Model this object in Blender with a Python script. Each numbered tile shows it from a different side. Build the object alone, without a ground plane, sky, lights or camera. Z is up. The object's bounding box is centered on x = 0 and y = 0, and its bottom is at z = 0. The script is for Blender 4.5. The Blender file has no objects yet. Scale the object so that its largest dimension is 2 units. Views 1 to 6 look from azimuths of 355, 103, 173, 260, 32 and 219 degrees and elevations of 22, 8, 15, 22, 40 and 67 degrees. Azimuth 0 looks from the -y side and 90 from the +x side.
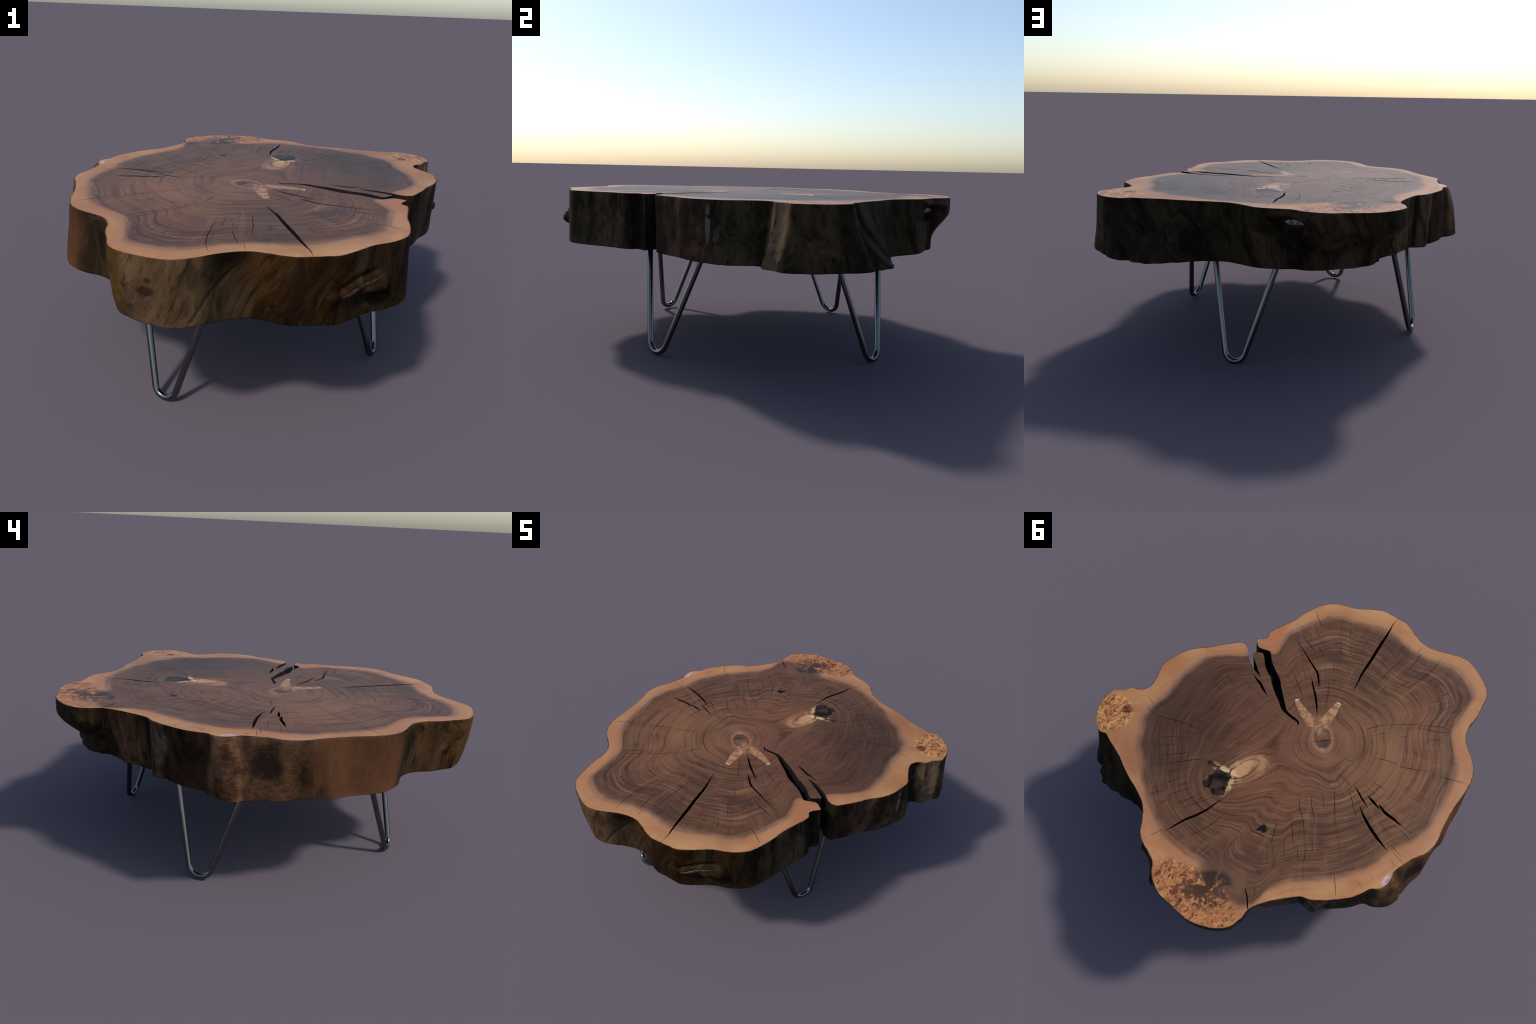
"""Coffee table: a live-edge slice of a walnut trunk on four bent steel hairpin legs."""
import math

import bmesh
import bpy
import numpy as np
from mathutils import Vector, geometry, noise

Z_TOP, Z_BOTTOM = 0.755, 0.503
PITH = (-0.139, -0.102)

# --------------------------------------------------------------------------- plan of the slab
RIM = [  # bark rim, from the split round the slab and back to the split
    (0.530, -0.339), (0.495, -0.387), (0.508, -0.416), (0.507, -0.441), (0.483, -0.510), (0.463, -0.568),
    (0.450, -0.635), (0.437, -0.687), (0.410, -0.760), (0.379, -0.798), (0.321, -0.838), (0.254, -0.867),
    (0.186, -0.919), (0.125, -0.959), (0.080, -0.966), (0.036, -0.970), (-0.021, -0.974), (-0.080, -0.957),
    (-0.149, -0.929), (-0.204, -0.928), (-0.273, -0.948), (-0.349, -0.985), (-0.403, -0.998), (-0.458, -0.990),
    (-0.519, -0.964), (-0.568, -0.936), (-0.607, -0.900), (-0.626, -0.862), (-0.635, -0.808), (-0.649, -0.738),
    (-0.652, -0.666), (-0.669, -0.615), (-0.694, -0.579), (-0.722, -0.555), (-0.762, -0.524), (-0.805, -0.477),
    (-0.825, -0.434), (-0.837, -0.373), (-0.842, -0.307), (-0.844, -0.247), (-0.854, -0.180), (-0.866, -0.116),
    (-0.880, -0.068), (-0.884, -0.013), (-0.875, 0.034), (-0.849, 0.082), (-0.828, 0.143), (-0.816, 0.200),
    (-0.825, 0.230), (-0.827, 0.270), (-0.812, 0.310), (-0.781, 0.337), (-0.763, 0.381), (-0.736, 0.429),
    (-0.688, 0.484), (-0.640, 0.530), (-0.604, 0.558), (-0.561, 0.578), (-0.529, 0.611), (-0.479, 0.672),
    (-0.439, 0.733), (-0.422, 0.779), (-0.426, 0.824), (-0.421, 0.841), (-0.410, 0.889), (-0.368, 0.935),
    (-0.315, 0.968), (-0.251, 0.991), (-0.201, 0.995), (-0.135, 0.993), (-0.072, 0.995), (-0.031, 0.983),
    (0.008, 0.963), (0.037, 0.940), (0.065, 0.908), (0.109, 0.890), (0.164, 0.873), (0.210, 0.848),
    (0.241, 0.809), (0.273, 0.769), (0.318, 0.733), (0.385, 0.707), (0.453, 0.688), (0.517, 0.665),
    (0.568, 0.644), (0.616, 0.629), (0.689, 0.609), (0.718, 0.599), (0.757, 0.609), (0.799, 0.591),
    (0.830, 0.566), (0.853, 0.535), (0.874, 0.493), (0.882, 0.439), (0.875, 0.392), (0.837, 0.359),
    (0.818, 0.322), (0.777, 0.299), (0.757, 0.269), (0.755, 0.240), (0.772, 0.185), (0.796, 0.126),
    (0.802, 0.099), (0.793, 0.050), (0.778, -0.008), (0.751, -0.061), (0.725, -0.095), (0.686, -0.136),
    (0.663, -0.172), (0.627, -0.217), (0.589, -0.261), (0.577, -0.268), (0.553, -0.272),
]
SPLIT = [  # both walls of the drying split, with the loose sliver between
    (0.553, -0.272), (0.526, -0.260), (0.497, -0.236), (0.463, -0.212), (0.418, -0.188), (0.387, -0.181),
    (0.352, -0.172), (0.391, -0.196), (0.433, -0.223), (0.465, -0.243), (0.490, -0.265), (0.457, -0.290),
    (0.440, -0.292), (0.414, -0.272), (0.388, -0.247), (0.353, -0.225), (0.314, -0.206), (0.265, -0.171),
    (0.226, -0.148), (0.186, -0.127), (0.141, -0.101), (0.080, -0.095), (0.036, -0.097), (0.015, -0.079),
    (0.031, -0.107), (0.093, -0.110), (0.121, -0.116), (0.151, -0.138), (0.197, -0.174), (0.234, -0.203),
    (0.264, -0.229), (0.301, -0.249), (0.333, -0.264), (0.369, -0.285), (0.407, -0.317), (0.427, -0.329),
    (0.475, -0.311), (0.497, -0.314),
    (0.530, -0.339),
]
# open drying cracks: (width, plan points)
CRACKS = []


def crack(widths, *points):
    CRACKS.append((widths, points))


crack((0.001, 0.004, 0.009, 0.017, 0.016, 0.0125, 0.006, 0), (0.032, -0.961), (0.029, -0.912), (0.018, -0.862), (-0.001, -0.755), (-0.022, -0.642), (-0.034, -0.564), (-0.057, -0.481), (-0.074, -0.422))
crack((0, 0.005, 0.009, 0.011, 0.01, 0), (0.378, -0.485), (0.284, -0.452), (0.202, -0.418), (0.146, -0.396), (0.110, -0.364), (0.072, -0.320))
crack((0, 0.008, 0.012, 0.009, 0), (0.156, -0.359), (0.114, -0.321), (0.064, -0.281), (0.018, -0.237), (-0.023, -0.194))
crack((0, 0.004, 0.003, 0), (0.399, -0.543), (0.301, -0.508), (0.261, -0.497), (0.189, -0.455))
crack((0, 0.014, 0.013, 0), (0.404, -0.162), (0.338, -0.146), (0.292, -0.128), (0.250, -0.111))
crack((0, 0.009, 0.012, 0.013, 0.01, 0.006, 0), (0.127, 0.767), (0.111, 0.712), (0.090, 0.649), (0.068, 0.603), (0.049, 0.545), (0.041, 0.500), (0.028, 0.446))
crack((0.002, 0.002), (0.162, 0.821), (0.140, 0.765))
crack((0, 0.009, 0.008, 0), (-0.395, -0.022), (-0.450, 0.000), (-0.492, 0.018), (-0.544, 0.037))
crack((0, 0.014, 0.006), (-0.483, -0.021), (-0.525, -0.011), (-0.572, -0.003))
crack((0.008, 0.015, 0.014, 0), (-0.562, -0.017), (-0.605, -0.005), (-0.658, -0.006), (-0.721, -0.002))
crack((0, 0.011, 0.015, 0.014, 0), (-0.484, 0.044), (-0.538, 0.077), (-0.600, 0.104), (-0.662, 0.124), (-0.736, 0.142))
crack((0.003, 0.006, 0.005), (-0.347, 0.716), (-0.372, 0.732), (-0.418, 0.775))
# hairline checks
crack(0.0026, (-0.264, 0.149), (-0.317, 0.203), (-0.361, 0.240), (-0.399, 0.274))
crack(0.0018, (-0.311, 0.115), (-0.384, 0.186))
crack(0.0026, (-0.345, 0.066), (-0.401, 0.129), (-0.466, 0.208))
crack(0.0026, (-0.399, 0.010), (-0.467, 0.070), (-0.513, 0.106))
crack(0.0026, (-0.277, 0.315), (-0.319, 0.352), (-0.380, 0.416))
crack(0.0026, (-0.232, 0.200), (-0.279, 0.251), (-0.338, 0.291), (-0.375, 0.333))
crack(0.0026, (-0.401, 0.353), (-0.443, 0.403), (-0.472, 0.450))
crack(0.0018, (-0.478, 0.458), (-0.517, 0.508))
crack(0.0018, (-0.393, 0.397), (-0.437, 0.452))
crack(0.0018, (-0.723, 0.107), (-0.791, 0.119))
crack(0.0018, (-0.752, 0.128), (-0.825, 0.139))
crack(0.0018, (-0.703, 0.014), (-0.779, 0.028))
crack(0.0018, (-0.727, -0.007), (-0.762, -0.005))
crack(0.0018, (-0.608, 0.053), (-0.703, 0.073))
crack(0.0018, (-0.278, -0.096), (-0.330, -0.117))
crack(0.0026, (-0.394, -0.203), (-0.430, -0.226), (-0.500, -0.253))
crack(0.0026, (-0.504, -0.243), (-0.566, -0.277), (-0.638, -0.320))
crack(0.0026, (-0.697, -0.337), (-0.766, -0.369), (-0.808, -0.386))
crack(0.0018, (-0.463, -0.090), (-0.538, -0.101))
crack(0.0018, (-0.451, -0.052), (-0.554, -0.053))
crack(0.0018, (-0.623, -0.144), (-0.691, -0.158))
crack(0.0026, (-0.610, 0.388), (-0.653, 0.437), (-0.681, 0.467))
crack(0.0026, (-0.303, -0.012), (-0.349, -0.013), (-0.395, 0.001))
crack(0.0018, (-0.718, 0.345), (-0.746, 0.359))
crack(0.0018, (-0.769, 0.164), (-0.805, 0.178))
crack(0.0026, (-0.132, -0.533), (-0.135, -0.630), (-0.141, -0.708), (-0.152, -0.770))
crack(0.0026, (-0.271, -0.636), (-0.288, -0.706), (-0.306, -0.830), (-0.299, -0.930))
crack(0.0018, (-0.232, -0.594), (-0.254, -0.692))
crack(0.0026, (-0.215, -0.725), (-0.209, -0.797), (-0.200, -0.858))
crack(0.0018, (-0.183, -0.855), (-0.179, -0.906))
crack(0.0018, (-0.079, -0.669), (-0.077, -0.732))
crack(0.0018, (-0.175, -0.543), (-0.182, -0.585))
crack(0.0018, (-0.206, -0.637), (-0.213, -0.688))
crack(0.0018, (0.053, -0.675), (0.077, -0.753))
crack(0.0018, (0.182, -0.648), (0.123, -0.567))
crack(0.0026, (0.413, -0.704), (0.368, -0.674), (0.311, -0.639))
crack(0.0018, (0.342, -0.619), (0.254, -0.562))
crack(0.0018, (0.248, -0.534), (0.189, -0.495))
crack(0.0026, (-0.257, -0.298), (-0.288, -0.347), (-0.324, -0.398))
crack(0.0026, (-0.333, -0.398), (-0.390, -0.457), (-0.465, -0.517))
crack(0.0026, (-0.456, -0.488), (-0.515, -0.519), (-0.562, -0.546), (-0.598, -0.581))
crack(0.0026, (-0.480, -0.518), (-0.537, -0.565), (-0.572, -0.584))
crack(0.0026, (0.232, -0.307), (0.173, -0.269), (0.103, -0.230))
crack(0.0018, (0.196, -0.347), (0.158, -0.318))
crack(0.0018, (0.154, -0.310), (0.126, -0.287))
crack(0.0026, (0.059, -0.386), (0.015, -0.324), (-0.032, -0.251))
crack(0.0018, (-0.322, -0.319), (-0.348, -0.349))
crack(0.0018, (-0.400, -0.377), (-0.451, -0.411))
crack(0.0018, (0.123, -0.505), (0.085, -0.458))
crack(0.0018, (-0.193, -0.364), (-0.199, -0.430))
crack(0.0026, (0.680, 0.351), (0.614, 0.353), (0.552, 0.331), (0.478, 0.295), (0.405, 0.271), (0.362, 0.262))
crack(0.0018, (0.723, 0.305), (0.647, 0.314))
crack(0.0018, (0.436, 0.239), (0.354, 0.218))
crack(0.0018, (0.445, 0.328), (0.378, 0.298))
crack(0.0018, (0.516, 0.435), (0.386, 0.332))
crack(0.0018, (0.462, 0.460), (0.409, 0.405))
crack(0.0018, (0.511, -0.071), (0.421, -0.041))
crack(0.0018, (0.528, 0.015), (0.454, 0.020))
crack(0.0018, (0.716, 0.186), (0.675, 0.189))
crack(0.0026, (0.421, 0.496), (0.369, 0.438), (0.333, 0.395))
crack(0.0026, (0.372, 0.513), (0.294, 0.419), (0.242, 0.360))
crack(0.0018, (0.345, 0.556), (0.283, 0.470))
crack(0.0018, (0.308, 0.603), (0.262, 0.515))
crack(0.0018, (0.241, 0.508), (0.211, 0.456))
crack(0.0018, (0.249, 0.566), (0.216, 0.510))
crack(0.0026, (0.245, 0.631), (0.218, 0.574), (0.189, 0.522))
crack(0.0026, (0.183, 0.632), (0.152, 0.563), (0.132, 0.506))
crack(0.0026, (0.142, 0.623), (0.100, 0.540), (0.079, 0.499))
crack(0.0026, (0.022, 0.704), (-0.011, 0.616), (-0.029, 0.503))
crack(0.0026, (-0.165, 0.645), (-0.153, 0.601), (-0.153, 0.550))
crack(0.0026, (-0.235, 0.366), (-0.264, 0.416), (-0.294, 0.477))
crack(0.0018, (-0.293, 0.500), (-0.342, 0.564))
crack(0.0018, (-0.300, 0.465), (-0.332, 0.509))
crack(0.0018, (-0.341, 0.508), (-0.390, 0.567))
crack(0.0018, (-0.325, 0.413), (-0.384, 0.485))
crack(0.0018, (-0.364, 0.670), (-0.400, 0.713))
crack(0.0018, (-0.252, 0.990), (-0.244, 0.964))
crack(0.0030, (-0.096, -0.062), (-0.135, -0.104), (-0.170, -0.142))

# bottom flare: (rim point number, how far the underside stands out from the top rim)
FLARE = [
    (0, 0.012), (4, 0.02), (5.5, 0.016), (7.7, 0.012), (9, 0.01), (12, 0.0), (15, -0.011), (18.3, -0.02), (20, -0.016),
    (22.7, -0.02), (25.1, -0.037), (26.5, -0.033), (29.2, -0.015), (33.2, -0.012), (34.8, 0.008), (36, 0.021), (38.3, 0.033),
    (40.4, 0.05), (41.7, 0.022), (42.6, 0.012), (44, 0.045), (45.2, 0.066), (46.4, 0.083), (48, 0.088), (49, 0.069),
    (50, 0.042), (51.5, 0.012), (54.4, -0.012), (55.3, 0.0), (57.2, -0.02), (59.3, -0.022), (61, -0.085), (64, -0.12),
    (66.7, -0.12), (69.7, -0.09), (73.4, -0.038), (75, -0.01), (77, -0.006), (78.5, 0.01), (80.4, 0.022), (81.4, 0.03),
    (82.4, 0.075), (83.3, 0.115), (84.8, 0.132), (86, 0.12), (88, 0.088), (89.5, 0.032), (91, 0.018), (93, 0.026),
    (94, 0.042), (96, 0.056), (97.5, 0.046), (99.8, 0.033), (102, 0.018), (104, -0.005), (106, -0.012), (108, -0.008), (112, 0.0),
]
# how the flare runs down the side: exponent on the depth below the rim
EXPONENT = [
    (0, 1.2), (20, 1.3), (24, 2.0), (28, 2.0), (33, 1.2), (36, 1.1), (39, 0.8), (42, 0.8), (44, 0.6), (49, 0.6), (52, 1.0),
    (58, 1.2), (77, 1.2), (81, 1.5), (86, 1.6), (92, 1.5), (97, 1.5), (103, 1.1), (112, 1.0),
]
# side relief: (height in metres, width, polyline of (rim number, z)); negative heights are furrows
RELIEF = [
    (0.034, 0.026, [(11.4, 0.612), (10.5, 0.608)]),
    (0.014, 0.022, [(13.4, 0.606), (11.7, 0.628), (10.4, 0.642)]),
    (-0.022, 0.008, [(12.9, 0.634), (11.8, 0.652), (10.8, 0.662)]),
    (-0.020, 0.018, [(11.6, 0.570), (10.2, 0.565)]),
    (-0.008, 0.020, [(56.7, 0.75), (56.7, 0.63), (56.9, 0.50)]),
    (0.006, 0.020, [(55.2, 0.74), (55.1, 0.64), (55.6, 0.50)]),
    (-0.008, 0.012, [(54.3, 0.74), (54.2, 0.64), (54.5, 0.50)]),
    (-0.004, 0.024, [(60.8, 0.75), (60.5, 0.62), (60.0, 0.50)]),
    (-0.046, 0.028, [(75.2, 0.688), (73.4, 0.690)]),
    (0.022, 0.014, [(75.8, 0.724), (74.0, 0.732), (71.8, 0.712)]),
    (-0.005, 0.010, [(69.2, 0.72), (69.6, 0.69), (70.8, 0.59), (71.2, 0.50)]),
    (-0.004, 0.008, [(67.6, 0.70), (68.0, 0.66), (69.4, 0.57), (69.8, 0.50)]),
    (-0.013, 0.016, [(86.0, 0.75), (85.6, 0.66), (84.6, 0.58), (83.0, 0.50)]),
    (0.009, 0.014, [(87.2, 0.75), (86.8, 0.66), (86.0, 0.58), (85.0, 0.50)]),
    (-0.007, 0.016, [(83.6, 0.75), (83.4, 0.66), (82.9, 0.58), (82.0, 0.50)]),
    (0.012, 0.016, [(102.2, 0.60), (102.0, 0.612)]),
    (-0.008, 0.006, [(101.4, 0.64), (101.4, 0.56), (101.7, 0.50)]),
    (-0.006, 0.006, [(96.6, 0.56), (97.1, 0.525), (97.6, 0.505)]),
    (-0.007, 0.006, [(5.0, 0.60), (5.3, 0.58), (5.0, 0.54)]),
    (-0.006, 0.008, [(28.4, 0.60), (28.2, 0.585)]),
    (-0.007, 0.008, [(3.9, 0.74), (3.8, 0.62), (4.0, 0.50)]),
    (-0.005, 0.006, [(19.2, 0.70), (20.4, 0.60), (21.0, 0.52)]),
    (-0.006, 0.007, [(26.2, 0.74), (26.0, 0.62), (25.6, 0.50)]),
]

# flush pieces let into the cut face; dark knot is flat, not open
KNOT_INLAY = [
    (0.161, 0.369), (0.132, 0.356), (0.100, 0.343), (0.078, 0.356), (0.069, 0.385), (0.056, 0.415), (0.042, 0.443), (0.058, 0.462),
    (0.069, 0.470), (0.087, 0.482), (0.106, 0.470), (0.124, 0.468), (0.144, 0.476), (0.161, 0.469), (0.172, 0.453), (0.160, 0.438), (0.167, 0.415), (0.157, 0.394),
]
BARK_POCKET = [(0.223, 0.364), (0.206, 0.352), (0.180, 0.356), (0.160, 0.345), (0.158, 0.352), (0.178, 0.366), (0.196, 0.374), (0.214, 0.374)]
BLACK_SPOT = [(-0.194, 0.477), (-0.196, 0.458), (-0.200, 0.440), (-0.206, 0.426), (-0.220, 0.428), (-0.232, 0.433), (-0.237, 0.450), (-0.229, 0.461), (-0.212, 0.462)]
TWIG_A = [(0.110, -0.206), (0.088, -0.197), (0.055, -0.190), (0.018, -0.182), (-0.024, -0.180), (-0.058, -0.172), (-0.050, -0.140), (-0.024, -0.118), (0.010, -0.127), (0.047, -0.142), (0.082, -0.159), (0.119, -0.184)]
TWIG_B = [(-0.044, -0.308), (-0.050, -0.322), (-0.071, -0.324), (-0.077, -0.302), (-0.090, -0.262), (-0.102, -0.214), (-0.110, -0.178), (-0.086, -0.160), (-0.060, -0.174), (-0.046, -0.206), (-0.044, -0.262)]
TWIG_TIP_A = [(0.126, -0.193), (0.118, -0.205), (0.111, -0.204), (0.118, -0.186)]
TWIG_TIP_B = [(-0.046, -0.309), (-0.048, -0.326), (-0.068, -0.331), (-0.070, -0.324), (-0.051, -0.322)]


def ellipse(cx, cy, rx, ry, turn, n=14):
    c, s = math.cos(turn), math.sin(turn)
    out = []
    for i in range(n):
        a = math.tau * i / n
        k = 1 + 0.12 * math.sin(3 * a + cx * 40)
        x, y = rx * k * math.cos(a), ry * k * math.sin(a)
        out.append((cx + c * x - s * y, cy + s * x + c * y))
    return out


def ragged(poly, amount, seed):
    """Closed smooth outline with a torn edge."""
    p = [tuple(q) for q in poly]
    pts, par = spline(p[-1:] + p + p[:2], 0.0035)
    pts = pts[(par >= 1) & (par < len(p) + 1)]
    out = []
    for x, y in pts:
        out.append((x + amount * noise.noise((x * 130, y * 130, seed)), y + amount * noise.noise((x * 130, y * 130, seed + 9))))
    return np.array(out)


def spline(points, step):
    """Open Catmull-Rom curve through the points, sampled about every `step` metres; returns (points, parameter)."""
    p = np.array(points, float)
    q = np.vstack([2 * p[0] - p[1], p, 2 * p[-1] - p[-2]])
    out, par = [], []
    for i in range(len(p) - 1):
        a, b, c, d = q[i : i + 4]
        n = max(1, int(round(np.linalg.norm(c - b) / step)))
        for j in range(n):
            t = j / n
            out.append(0.5 * (2 * b + (c - a) * t + (2 * a - 5 * b + 4 * c - d) * t * t + (3 * b - 3 * c + d - a) * t**3))
            par.append(i + t)
    out.append(p[-1])
    par.append(len(p) - 1.0)
    return np.array(out), np.array(par)


def inside(pts, poly):
    x, y = pts[:, 0], pts[:, 1]
    poly = np.asarray(poly)
    hit = np.zeros(len(pts), bool)
    for (x1, y1), (x2, y2) in zip(poly, np.roll(poly, -1, 0)):
        if y1 != y2:
            hit ^= ((y1 > y) != (y2 > y)) & (x < (x2 - x1) * (y - y1) / (y2 - y1) + x1)
    return hit


def crack_polygon(widths, points):
    """Spindle-shaped outline round the crack's centre line, slightly ragged."""
    pts, par = spline(points, 0.012)
    if not isinstance(widths, tuple):
        t = par / par[-1]
        w = widths * np.sin(np.pi * np.clip(t, 0.0, 1.0)) ** 0.45
    else:
        w = np.interp(par, np.arange(len(widths)), widths)
    tan = np.gradient(pts, axis=0)
    tan /= np.linalg.norm(tan, axis=1, keepdims=True)
    nrm = np.stack([-tan[:, 1], tan[:, 0]], 1)
    rag = np.array([noise.noise((x * 60, y * 60, 0.3)) for x, y in pts])[:, None]
    mid = pts + nrm * rag * 0.0016
    half = np.maximum(w, 0.0008)[:, None] / 2
    left, right = mid + nrm * half, mid - nrm * half
    return np.vstack([left, right[::-1]])


# --------------------------------------------------------------------------- outline loop
STEP = 0.007
rim_pts, rim_par = spline(RIM, STEP)
loop, number, is_rim = [rim_pts[:-1]], [rim_par[:-1]], [np.ones(len(rim_pts) - 1, bool)]
corners = [0, 6, 10, 23, len(SPLIT) - 1]  # sharp ends of the split and of the sliver
for a, b in zip(corners, corners[1:]):
    pts, par = spline(SPLIT[a : b + 1], STEP)
    loop.append(pts[:-1])
    number.append(len(RIM) - 1 + a + par[:-1])
    is_rim.append(np.zeros(len(pts) - 1, bool))
loop, number, is_rim = np.vstack(loop), np.concatenate(number), np.concatenate(is_rim)
COUNT = len(loop)
arc = np.concatenate([[0], np.cumsum(np.linalg.norm(np.diff(loop, axis=0), axis=1))])

tangent = np.roll(loop, -1, 0) - np.roll(loop, 1, 0)
tangent /= np.linalg.norm(tangent, axis=1, keepdims=True)
outward = np.stack([-tangent[:, 1], tangent[:, 0]], 1)
smooth = outward.copy()
for _ in range(30):
    smooth = (np.roll(smooth, 1, 0) + 2 * smooth + np.roll(smooth, -1, 0)) / 4
    smooth[~is_rim] = outward[~is_rim]
smooth /= np.maximum(np.linalg.norm(smooth, axis=1, keepdims=True), 1e-6)
# broader direction field for the deep undercut below the burl, where fine normals would bunch together
broad_dir = smooth.copy()
for _ in range(250):
    broad_dir = (np.roll(broad_dir, 1, 0) + 2 * broad_dir + np.roll(broad_dir, -1, 0)) / 4
broad_dir /= np.maximum(np.linalg.norm(broad_dir, axis=1, keepdims=True), 1e-6)
# relief dies away towards the split
rim_length = arc[is_rim].max()
fade = np.where(is_rim, np.clip(np.minimum(arc, rim_length - arc) / 0.03, 0, 1), 0.0)

# --------------------------------------------------------------------------- side surface
ROWS = 40
depth = np.linspace(0, 1, ROWS)
flare = np.interp(number, *zip(*FLARE)) * np.where(is_rim, 1, 0)
power = np.interp(number, *zip(*EXPONENT))
step = np.clip((depth[None, :] - 0.24) / 0.58, 0, 1)
under_burl = step * step * (3 - 2 * step)
is_burl = np.clip(np.minimum(number - 59.2, 74.4 - number) / 2.4, 0, 1)[:, None]
profile = (1 - is_burl) * depth[None, :] ** power[:, None] + is_burl * under_burl
push = flare[:, None] * profile
under = push * is_burl  # this share of the offset follows the broad direction
push = push - under

z_grid = Z_TOP + (Z_BOTTOM - Z_TOP) * depth
s_of = lambda t: np.interp(t, number[is_rim], arc[is_rim])
for height, width, line in RELIEF:
    best = np.full((COUNT, ROWS), 9.0)
    S, Zg = np.meshgrid(arc, z_grid, indexing="ij")
    for (t1, z1), (t2, z2) in zip(line, line[1:]):
        ax, ay, bx, by = s_of(t1), z1, s_of(t2), z2
        L = (bx - ax) ** 2 + (by - ay) ** 2
        u = np.clip(((S - ax) * (bx - ax) + (Zg - ay) * (by - ay)) / L, 0, 1)
        best = np.minimum(best, np.hypot(S - ax - u * (bx - ax), Zg - ay - u * (by - ay)))
    top_fade = np.clip(depth / 0.08, 0, 1)[None, :]
    push += height * np.exp(-((best / width) ** 2)) * fade[:, None] * top_fade

rough = np.zeros((COUNT, ROWS))
for i in range(COUNT):
    x, y = loop[i]
    for j in range(ROWS):
        z = z_grid[j]
        a = noise.noise((x * 11 + 2 * z, y * 11, z * 3.0))
        b = noise.noise((x * 30 + 9 * z, y * 30, z * 9 + 7))
        c = noise.noise((x * 80, y * 80, z * 30))
        rough[i, j] = 0.0030 * a + 0.0011 * b + 0.0006 * c
        if x < -0.5 and y > -0.5:  # burly side: lumpier towards the underside
            lump = min(1.0, (-0.5 - x) / 0.15) * min(1.0, (y + 0.5) / 0.15) * depth[j]
            rough[i, j] += lump * (0.010 * noise.noise((x * 9, y * 9, z * 7 + 3)) + 0.002 * noise.noise((x * 24, y * 24, z * 20)))
push += rough * fade[:, None] * np.clip(depth / 0.15, 0, 1)[None, :]

EASE = 0.0022  # small worn round on the top arris
rows_xy = [loop - smooth * EASE * fade[:, None], loop - smooth * EASE * 0.3 * fade[:, None]]
rows_z = [np.full(COUNT, Z_TOP), np.full(COUNT, Z_TOP - EASE * 0.35)]
for j in range(1, ROWS):
    rows_xy.append(loop + smooth * push[:, j : j + 1] + broad_dir * under[:, j : j + 1])
    wobble = 0.0
    rows_z.append(np.full(COUNT, z_grid[j] + wobble))
rows_xy.append(rows_xy[-1] - smooth * 0.004 * fade[:, None])
rows_z[-1] = rows_z[-1] + 0.004
rows_z.append(np.full(COUNT, Z_BOTTOM))
top_loop, bottom_loop = rows_xy[0], rows_xy[-1]


# --------------------------------------------------------------------------- mesh helpers
def make_mesh(name, verts, faces, materials, slots=None, smooth_shade=False):
    mesh = bpy.data.meshes.new(name)
    mesh.from_pydata([tuple(map(float, v)) for v in verts], [], [tuple(map(int, f)) for f in faces])
    for m in materials:
        mesh.materials.append(m)
    if slots is not None:
        mesh.polygons.foreach_set("material_index", np.asarray(slots, np.int32))
    mesh.polygons.foreach_set("use_smooth", np.full(len(mesh.polygons), smooth_shade))
    mesh.validate()
    mesh.update()
    obj = bpy.data.objects.new(name, mesh)
    bpy.context.scene.collection.objects.link(obj)
    return obj


def triangulate(loops, grid_step, margin):
    """Constrained Delaunay triangles over all loops plus a fill of grid points."""
    verts, edges = [], []
    for l in loops:
        n0, n = len(verts), len(l)
        verts += [tuple(p) for p in l]
        edges += [(n0 + i, n0 + (i + 1) % n) for i in range(n)]
    if grid_step:
        lo, hi = loops[0].min(0), loops[0].max(0)
        gx, gy = np.meshgrid(np.arange(lo[0], hi[0], grid_step), np.arange(lo[1], hi[1], grid_step))
        grid = np.stack([gx.ravel(), gy.ravel()], 1)
        grid = grid[inside(grid, loops[0])]
        allv = np.array(verts)
        far = np.array([np.min(np.abs(allv - g).max(1)) > margin for g in grid])
        verts += [tuple(p) for p in grid[far]]
    v, _, f, *_ = geometry.delaunay_2d_cdt([Vector(p) for p in verts], edges, [], 0, 1e-6)
    v = np.array([(a.x, a.y) for a in v])
    tri = []
    for face in f:
        face = list(face)
        a, b, c = v[face[0]], v[face[1]], v[face[2]]
        if (b[0] - a[0]) * (c[1] - a[1]) - (b[1] - a[1]) * (c[0] - a[0]) < 0:
            face.reverse()
        tri.append(face)
    tri = np.array(tri)
    return v, tri, v[tri].mean(1)


def sub_mesh(v, tri):
    used, inv = np.unique(tri, return_inverse=True)
    return v[used], inv.reshape(tri.shape)


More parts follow.
